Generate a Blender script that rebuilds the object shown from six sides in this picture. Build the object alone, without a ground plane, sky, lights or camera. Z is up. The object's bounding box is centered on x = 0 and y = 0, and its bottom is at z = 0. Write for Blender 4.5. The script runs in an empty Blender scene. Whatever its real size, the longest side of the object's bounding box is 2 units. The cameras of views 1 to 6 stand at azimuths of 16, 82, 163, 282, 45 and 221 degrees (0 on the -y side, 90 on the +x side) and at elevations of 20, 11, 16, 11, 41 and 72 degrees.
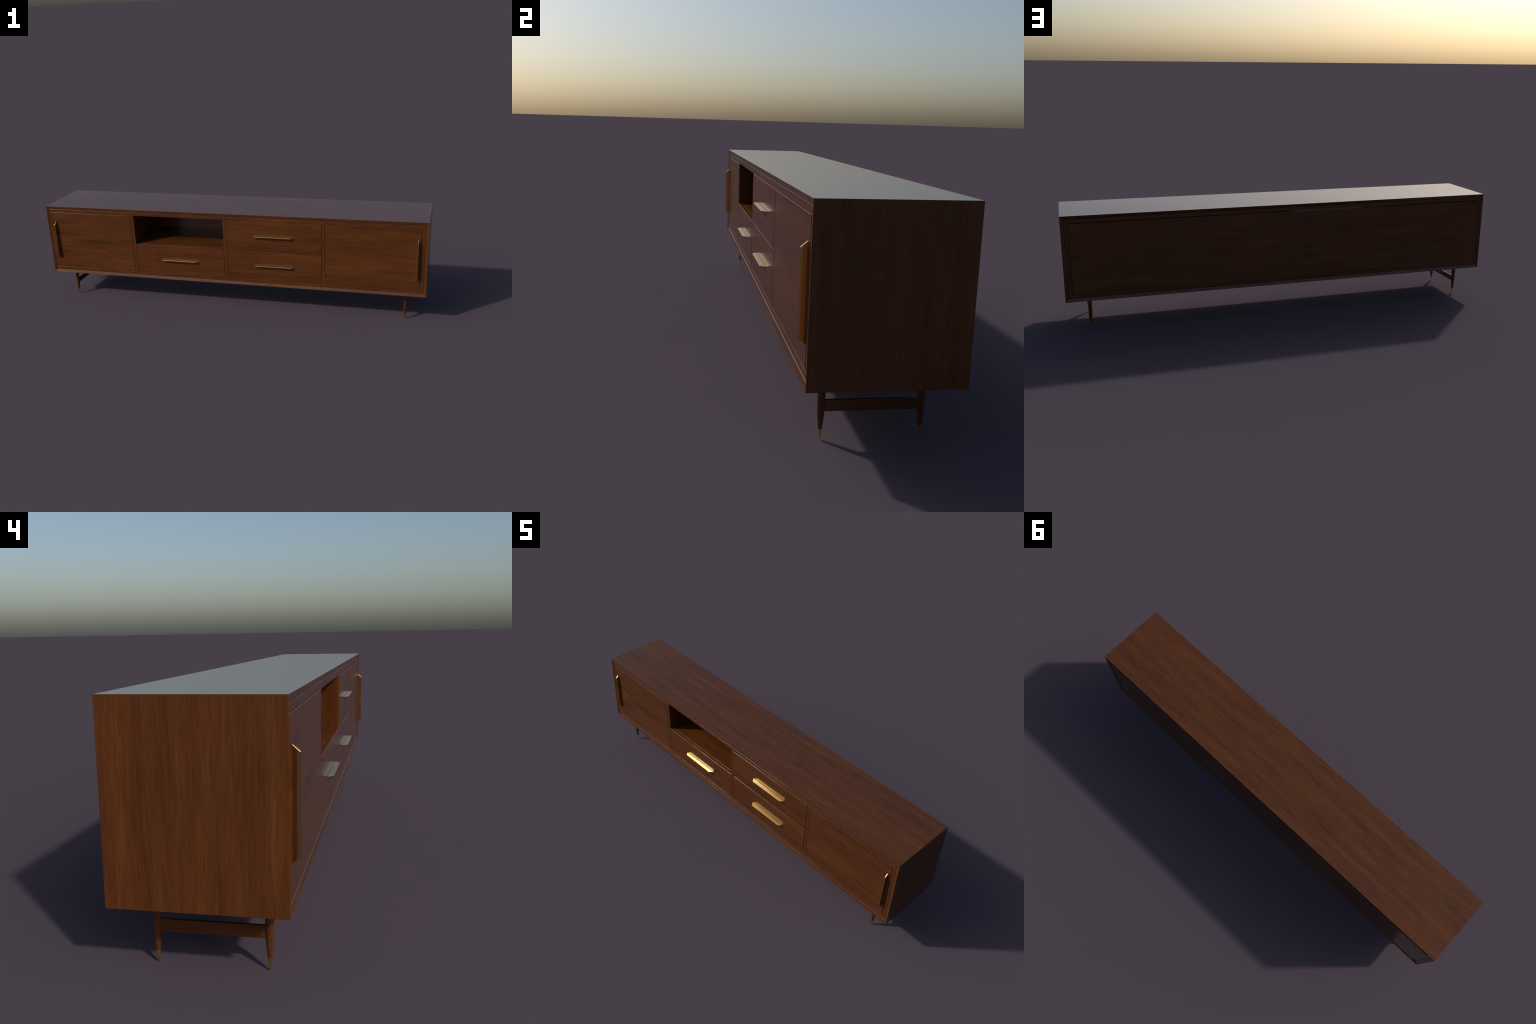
"""Low mid-century media cabinet: walnut carcass with a chamfered rim, two
doors, three drawers, one open niche, brass edge pulls and turned legs."""
import bpy, bmesh, math
from mathutils import Vector

# ------------------------------------------------------------------ sizes (m)
X = 1.0                       # half length of the carcass
YF, YB = -0.1577, 0.1703      # outer front / back edge
ZB, ZT = 0.1418, 0.5163       # underside / top of the carcass
RIM, RIM_IN = 0.0149, 0.0038  # chamfered rim: width and how far it falls back
RIM_BACK = 0.0070             # the same at the back, steeper
FRAME = 0.0312                # rim + inner board, measured from the outside
YRF, YRB = YF + RIM_IN, YB - RIM_BACK     # inner lip of the rim, front / back
YSF, YSB = YRF + 0.0003, YRB - 0.0004     # flat strip of the frame
YFF = -0.1543                 # plane of doors and drawers
YBF = 0.1684                  # outer face of the back panel
XI = X - FRAME                # clear opening
ZI0, ZI1 = 0.1737, 0.4841
DIV_X = (-0.5025, 0.0, 0.5025)
DIV_W = 0.0164
GAP = 0.0012                  # shadow gap round each front
FRONT_T = 0.0165              # thickness of doors and drawer fronts
ZMID = 0.3290                 # joint between upper and lower drawer
SHELF_Z = 0.3282
PULL_Y = -0.1703              # foremost edge of the pulls
LEG_X, LEG_YF, LEG_YB = 0.900, -0.1036, 0.1127
BACK_GAP = 0.0017              # open slot round the back panel

scene = bpy.context.scene


# ------------------------------------------------------------------ materials
def nodes_of(name):
    m = bpy.data.materials.new(name)
    m.use_nodes = True
    nt = m.node_tree
    return m, nt, nt.nodes["Principled BSDF"]


def walnut(name, grain, seed, tone=1.0):
    """Oiled, satin walnut. grain: 'x', 'y' or 'z' = direction of the fibres."""
    m, nt, bsdf = nodes_of(name)
    N, L = nt.nodes, nt.links

    def node(kind, **kw):
        n = N.new(kind)
        for k, v in kw.items():
            setattr(n, k, v)
        return n

    tc = node("ShaderNodeTexCoord")
    info = node("ShaderNodeObjectInfo")
    shift = node("ShaderNodeVectorMath", operation="SCALE")
    shift.inputs[0].default_value = (7.3, 3.1, 5.7)
    L.new(info.outputs["Random"], shift.inputs["Scale"])
    base = node("ShaderNodeVectorMath", operation="ADD")
    L.new(tc.outputs["Object"], base.inputs[0])
    L.new(shift.outputs[0], base.inputs[1])

    warped = base

    def streaks(along, across, detail, rough, off):
        mp = node("ShaderNodeMapping")
        s = {"x": (along, across, across), "y": (across, along, across),
             "z": (across, across, along)}[grain]
        mp.inputs["Scale"].default_value = s
        mp.inputs["Location"].default_value = (off, off * 1.7 + seed, off * 0.6 - seed)
        L.new(warped.outputs[0], mp.inputs["Vector"])
        t = node("ShaderNodeTexNoise")
        t.inputs["Scale"].default_value = 1.0
        t.inputs["Detail"].default_value = detail
        t.inputs["Roughness"].default_value = rough
        L.new(mp.outputs[0], t.inputs["Vector"])
        return t.outputs["Fac"]

    def math_(op, a, b):
        n = node("ShaderNodeMath", operation=op)
        for i, v in enumerate((a, b)):
            if isinstance(v, (int, float)):
                n.inputs[i].default_value = v
            else:
                L.new(v, n.inputs[i])
        return n.outputs[0]

    bands = streaks(2.7, 30.0, 2.0, 0.55, 1.0)        # broad tonal bands
    figure = streaks(10.0, 150.0, 3.0, 0.6, 4.0)     # fibre streaks
    fine = streaks(26.0, 460.0, 2.0, 0.6, 9.0)       # pores
    hue = streaks(4.0, 40.0, 2.0, 0.5, 15.0)         # red / yellow drift

    v = math_("ADD", math_("MULTIPLY", bands, 0.38), math_("MULTIPLY", figure, 0.34))
    v = math_("ADD", v, math_("MULTIPLY", fine, 0.28))

    ramp = node("ShaderNodeValToRGB")
    cr = ramp.color_ramp
    cr.interpolation = "EASE"
    stops = [(0.355, (0.054, 0.0168, 0.0054)),
             (0.46, (0.079, 0.0256, 0.0070)),
             (0.54, (0.095, 0.0310, 0.0080)),
             (0.645, (0.123, 0.0412, 0.0102))]
    while len(cr.elements) < len(stops):
        cr.elements.new(0.5)
    for e, (p, c) in zip(cr.elements, stops):
        e.position = p
        e.color = tuple(k * tone for k in c) + (1.0,)
    L.new(v, ramp.inputs["Fac"])

    tint = node("ShaderNodeValToRGB")
    tint.color_ramp.elements[0].position = 0.38
    tint.color_ramp.elements[0].color = (1.02, 0.97, 0.99, 1)
    tint.color_ramp.elements[1].position = 0.62
    tint.color_ramp.elements[1].color = (0.99, 1.03, 1.00, 1)
    L.new(hue, tint.inputs["Fac"])
    mul = node("ShaderNodeMix", data_type="RGBA", blend_type="MULTIPLY")
    mul.inputs[0].default_value = 1.0
    L.new(ramp.outputs["Color"], mul.inputs[6])
    L.new(tint.outputs["Color"], mul.inputs[7])
    L.new(mul.outputs[2], bsdf.inputs["Base Color"])

    bsdf.inputs["Roughness"].default_value = 0.19
    bsdf.inputs["IOR"].default_value = 1.5
    return m


def brass(name, rough):
    m, nt, bsdf = nodes_of(name)
    N, L = nt.nodes, nt.links
    tc = N.new("ShaderNodeTexCoord")
    t = N.new("ShaderNodeTexNoise")
    t.inputs["Scale"].default_value = 60.0
    t.inputs["Detail"].default_value = 3.0
    L.new(tc.outputs["Object"], t.inputs["Vector"])
    r = N.new("ShaderNodeValToRGB")
    r.color_ramp.elements[0].position = 0.3
    r.color_ramp.elements[0].color = (0.82, 0.56, 0.22, 1)
    r.color_ramp.elements[1].position = 0.7
    r.color_ramp.elements[1].color = (0.88, 0.62, 0.25, 1)
    L.new(t.outputs["Fac"], r.inputs["Fac"])
    L.new(r.outputs["Color"], bsdf.inputs["Base Color"])
    mr = N.new("ShaderNodeMapRange")
    mr.inputs["To Min"].default_value = rough * 0.8
    mr.inputs["To Max"].default_value = rough * 1.2
    L.new(t.outputs["Fac"], mr.inputs["Value"])
    L.new(mr.outputs[0], bsdf.inputs["Roughness"])
    bsdf.inputs["Metallic"].default_value = 1.0
    return m


WOOD_X = walnut("walnut_grain_lengthwise", "x", 0.0)
WOOD_Y = walnut("walnut_grain_crosswise", "y", 2.0)
WOOD_Z = walnut("walnut_grain_upright", "z", 5.0)
BRASS = brass("polished_brass", 0.065)
SATIN_BRASS = brass("satin_brass", 0.30)


# ------------------------------------------------------------------ helpers
def finish(bm, name, mat, parent, soft=True):
    bmesh.ops.recalc_face_normals(bm, faces=bm.faces[:])
    me = bpy.data.meshes.new(name)
    bm.to_mesh(me)
    bm.free()
    me.materials.append(mat)
    ob = bpy.data.objects.new(name, me)
    scene.collection.objects.link(ob)
    ob.parent = parent
    if soft:
        for p in me.polygons:
            p.use_smooth = True
        w = ob.modifiers.new("weighted_normals", "WEIGHTED_NORMAL")
        w.mode = "FACE_AREA"
        w.weight = 100
        w.keep_sharp = True
    return ob


def bevel(bm, edges, width, segments=3):
    bmesh.ops.bevel(bm, geom=list(edges), offset=width, offset_type="OFFSET",
                    segments=segments, profile=0.5, affect="EDGES", clamp_overlap=True)


def board(name, mat, parent, x, y, z, radius=0.0008):
    """Square-edged board with eased arrises, spanning the given ranges."""
    bm = bmesh.new()
    bmesh.ops.create_cube(bm, size=1.0)
    for v in bm.verts:
        for i, (a, b) in enumerate((x, y, z)):
            v.co[i] = a if v.co[i] < 0 else b
    bevel(bm, bm.edges, radius)
    return finish(bm, name, mat, parent)


def lathe(name, mat, parent, profile, cx, cy, segments=32):
    """Turned part: profile = (z, radius) from bottom to top, capped."""
    bm = bmesh.new()
    rings = []
    for z, r in profile:
        rings.append([bm.verts.new((cx + r * math.cos(2 * math.pi * k / segments),
                                    cy + r * math.sin(2 * math.pi * k / segments), z))
                      for k in range(segments)])
    for lo, hi in zip(rings, rings[1:]):
        for k in range(segments):
            f = bm.faces.new((lo[k], lo[(k + 1) % segments], hi[(k + 1) % segments], hi[k]))
            f.smooth = True
    for cap in (bm.faces.new(list(reversed(rings[0]))), bm.faces.new(rings[-1])):
        for e in cap.edges:
            e.smooth = False
    return finish(bm, name, mat, parent, soft=False)


# ------------------------------------------------------------------ the thing
root = bpy.data.objects.new("media_cabinet", None)
root.empty_display_size = 0.1
scene.collection.objects.link(root)
root["label"] = "long low walnut media cabinet with brass pulls and slender legs"
root["category"] = "tv cabinet"


def build_shell():
    """Four mitred outer boards with a shallow chamfer running round both the
    front and the back rim. Bevelled as one tube, then split along the mitres."""
    bm = bmesh.new()
    corners = [(-1, ZB, 1), (1, ZB, 1), (1, ZT, -1), (-1, ZT, -1)]
    loops = []
    for inset, y in ((0.0, YF), (0.0, YB), (RIM, YRB), (RIM, YRF)):
        loops.append([bm.verts.new((sx * (X - inset), y, z + sz * inset))
                      for sx, z, sz in corners])
    for a, b in zip(loops, loops[1:] + loops[:1]):
        for k in range(4):
            j = (k + 1) % 4
            bm.faces.new((a[k], a[j], b[j], b[k]))
    bmesh.ops.recalc_face_normals(bm, faces=bm.faces[:])
    mitre = {frozenset((loops[0][k], loops[3][k])) for k in range(4)}
    mitre |= {frozenset((loops[1][k], loops[2][k])) for k in range(4)}
    inner = {frozenset((loops[2][k], loops[3][k])) for k in range(4)}
    soft = [e for e in bm.edges if frozenset(e.verts) not in mitre | inner]
    lip = [e for e in soft if all(X - abs(v.co.x) > RIM / 2 for v in e.verts)]
    arris = [e for e in soft if e not in lip]
    bevel(bm, lip, 0.0018, 4)
    bevel(bm, [e for e in arris if e.is_valid], 0.0005, 2)

    zc, half = (ZT + ZB) / 2, (ZT - ZB) / 2

    def side_of(face):
        c = face.calc_center_median()
        dx, dz = X - abs(c.x), half - abs(c.z - zc)
        if dz <= dx + 1e-6:
            return "top_panel" if c.z > zc else "bottom_panel"
        return "side_panel_r" if c.x > 0 else "side_panel_l"

    groups = {}
    for f in bm.faces:
        groups.setdefault(side_of(f), []).append(f.index)
    for key in ("top_panel", "bottom_panel", "side_panel_l", "side_panel_r"):
        part = bm.copy()
        part.faces.ensure_lookup_table()
        keep = set(groups[key])
        bmesh.ops.delete(part, geom=[f for f in part.faces if f.index not in keep],
                         context="FACES")
        bmesh.ops.holes_fill(part, edges=[e for e in part.edges if e.is_boundary], sides=0)
        side = key.startswith("side")
        finish(part, "side_panel" if side else key, WOOD_Z if side else WOOD_X, root, soft=False)
    bm.free()


build_shell()

# inner lining boards: their front and back ends form the flat strip of the frame
SEAT = RIM + 0.0004
for z0, z1 in ((ZI1, ZT - SEAT), (ZB + SEAT, ZI0)):
    board("frame_rail", WOOD_X, root, (-X + SEAT, X - SEAT), (YSF, YSB), (z0, z1))
for s in (-1, 1):
    xs = sorted((s * (X - SEAT), s * XI))
    board("frame_stile", WOOD_Z, root, xs, (YSF, YSB), (ZI0 + 0.0002, ZI1 - 0.0002))

BACK_T = 0.012
for cx in DIV_X:
    board("divider", WOOD_Z, root, (cx - DIV_W / 2, cx + DIV_W / 2),
          (YSF - 0.0002, YBF - BACK_T - 0.0004), (ZI0 + 0.0002, ZI1 - 0.0002))

board("back_panel", WOOD_X, root, (-XI + BACK_GAP, XI - BACK_GAP), (YBF - BACK_T, YBF),
      (ZI0 + BACK_GAP, ZI1 - BACK_GAP), 0.0009)

hd = DIV_W / 2
board("niche_shelf", WOOD_X, root, (DIV_X[0] + hd + 0.0002, DIV_X[1] - hd - 0.0002),
      (YFF + FRONT_T + 0.0006, YBF - BACK_T - 0.0004), (SHELF_Z - 0.014, SHELF_Z), 0.0006)


# ------------------------------------------------------------------ fronts
def pull(parent, centre, upright):
    """Brass edge pull: flat bar standing out of the front, ends mitred back."""
    half_back, half_front, t = 0.1034, 0.0907, 0.0046
    y_back = YFF - 0.0010                      # stands just clear of the wood
    bm = bmesh.new()
    outline = ((-half_back, y_back), (-half_front, PULL_Y),
               (half_front, PULL_Y), (half_back, y_back))
    vs = []
    for h in (-t / 2, t / 2):
        for along, y in outline:
            a, b = (h, along) if upright else (along, h)
            vs.append(bm.verts.new((centre[0] + a, y, centre[1] + b)))
    n = len(outline)
    bm.faces.new(vs[:n])
    bm.faces.new(vs[n:])
    for k in range(n):
        j = (k + 1) % n
        bm.faces.new((vs[k], vs[j], vs[n + j], vs[n + k]))
    bmesh.ops.recalc_face_normals(bm, faces=bm.faces[:])
    bevel(bm, bm.edges, 0.0011, 4)
    # thinner tongue let into the front leaves a dark shadow line at the root
    tongue = bmesh.ops.create_cube(bm, size=1.0)["verts"]
    for v in tongue:
        along, h = v.co.x * 2 * (half_back - 0.0012), v.co.z * 0.0018
        a, b = (h, along) if upright else (along, h)
        v.co = Vector((centre[0] + a, (YFF + 0.002 if v.co.y > 0 else y_back - 0.002),
                       centre[1] + b))
    return finish(bm, "handle", BRASS, parent)


def front(name, x0, x1, z0, z1):
    return board(name, WOOD_X, root, (x0, x1), (YFF, YFF + FRONT_T), (z0, z1), 0.0012)


for s in (-1, 1):
    xs = sorted((s * (XI - GAP), s * (DIV_X[2] + hd + GAP)))
    d = front("door", xs[0], xs[1], ZI0 + GAP, ZI1 - GAP)
    pull(d, (s * 0.954, 0.3278), True)
    xs = sorted((s * (XI - 0.0002), s * (XI - 0.008)))
    board("door_stop", WOOD_Z, root, xs, (YFF + FRONT_T + 0.001, YFF + FRONT_T + 0.010),
          (ZI0 + 0.0005, ZI1 - 0.0005))

left = (DIV_X[0] + hd + GAP, DIV_X[1] - hd - GAP)
right = (DIV_X[1] + hd + GAP, DIV_X[2] - hd - GAP)
for xs, z0, z1, hz in ((left, ZI0 + GAP, SHELF_Z + 0.0002, 0.2512),
                       (right, ZI0 + GAP, ZMID - 0.0012, 0.2512),
                       (right, ZMID + 0.0012, ZI1 - GAP, 0.4060)):
    d = front("drawer", xs[0], xs[1], z0, z1)
    pull(d, (sum(xs) / 2, hz), False)

# ------------------------------------------------------------------ under-frame
TIP = 0.0220
wood_profile = [(TIP, 0.00440), (0.030, 0.00535), (0.040, 0.00640), (0.050, 0.00720),
                (0.060, 0.00780), (0.070, 0.00815), (0.082, 0.00842), (0.100, 0.00855),
                (0.120, 0.00860), (ZB + 0.004, 0.00860)]
tip_profile = [(0.0, 0.0014), (0.0005, 0.0021), (0.0012, 0.0024), (0.010, 0.00325),
               (TIP, 0.00440)]
for sx in (-1, 1):
    for ly in (LEG_YF, LEG_YB):
        leg = lathe("leg", WOOD_Z, root, wood_profile, sx * LEG_X, ly)
        lathe("ferrule", SATIN_BRASS, leg, tip_profile, sx * LEG_X, ly)
    board("stretcher", WOOD_Y, root, (sx * LEG_X - 0.0040, sx * LEG_X + 0.0040),
          (LEG_YF + 0.004, LEG_YB - 0.004), (0.0612, 0.0858), 0.0007)
for ly in (LEG_YF, LEG_YB):
    board("base_rail", WOOD_X, root, (-LEG_X + 0.006, LEG_X - 0.006),
          (ly - 0.0040, ly + 0.0040), (0.1242, ZB + 0.002), 0.0007)
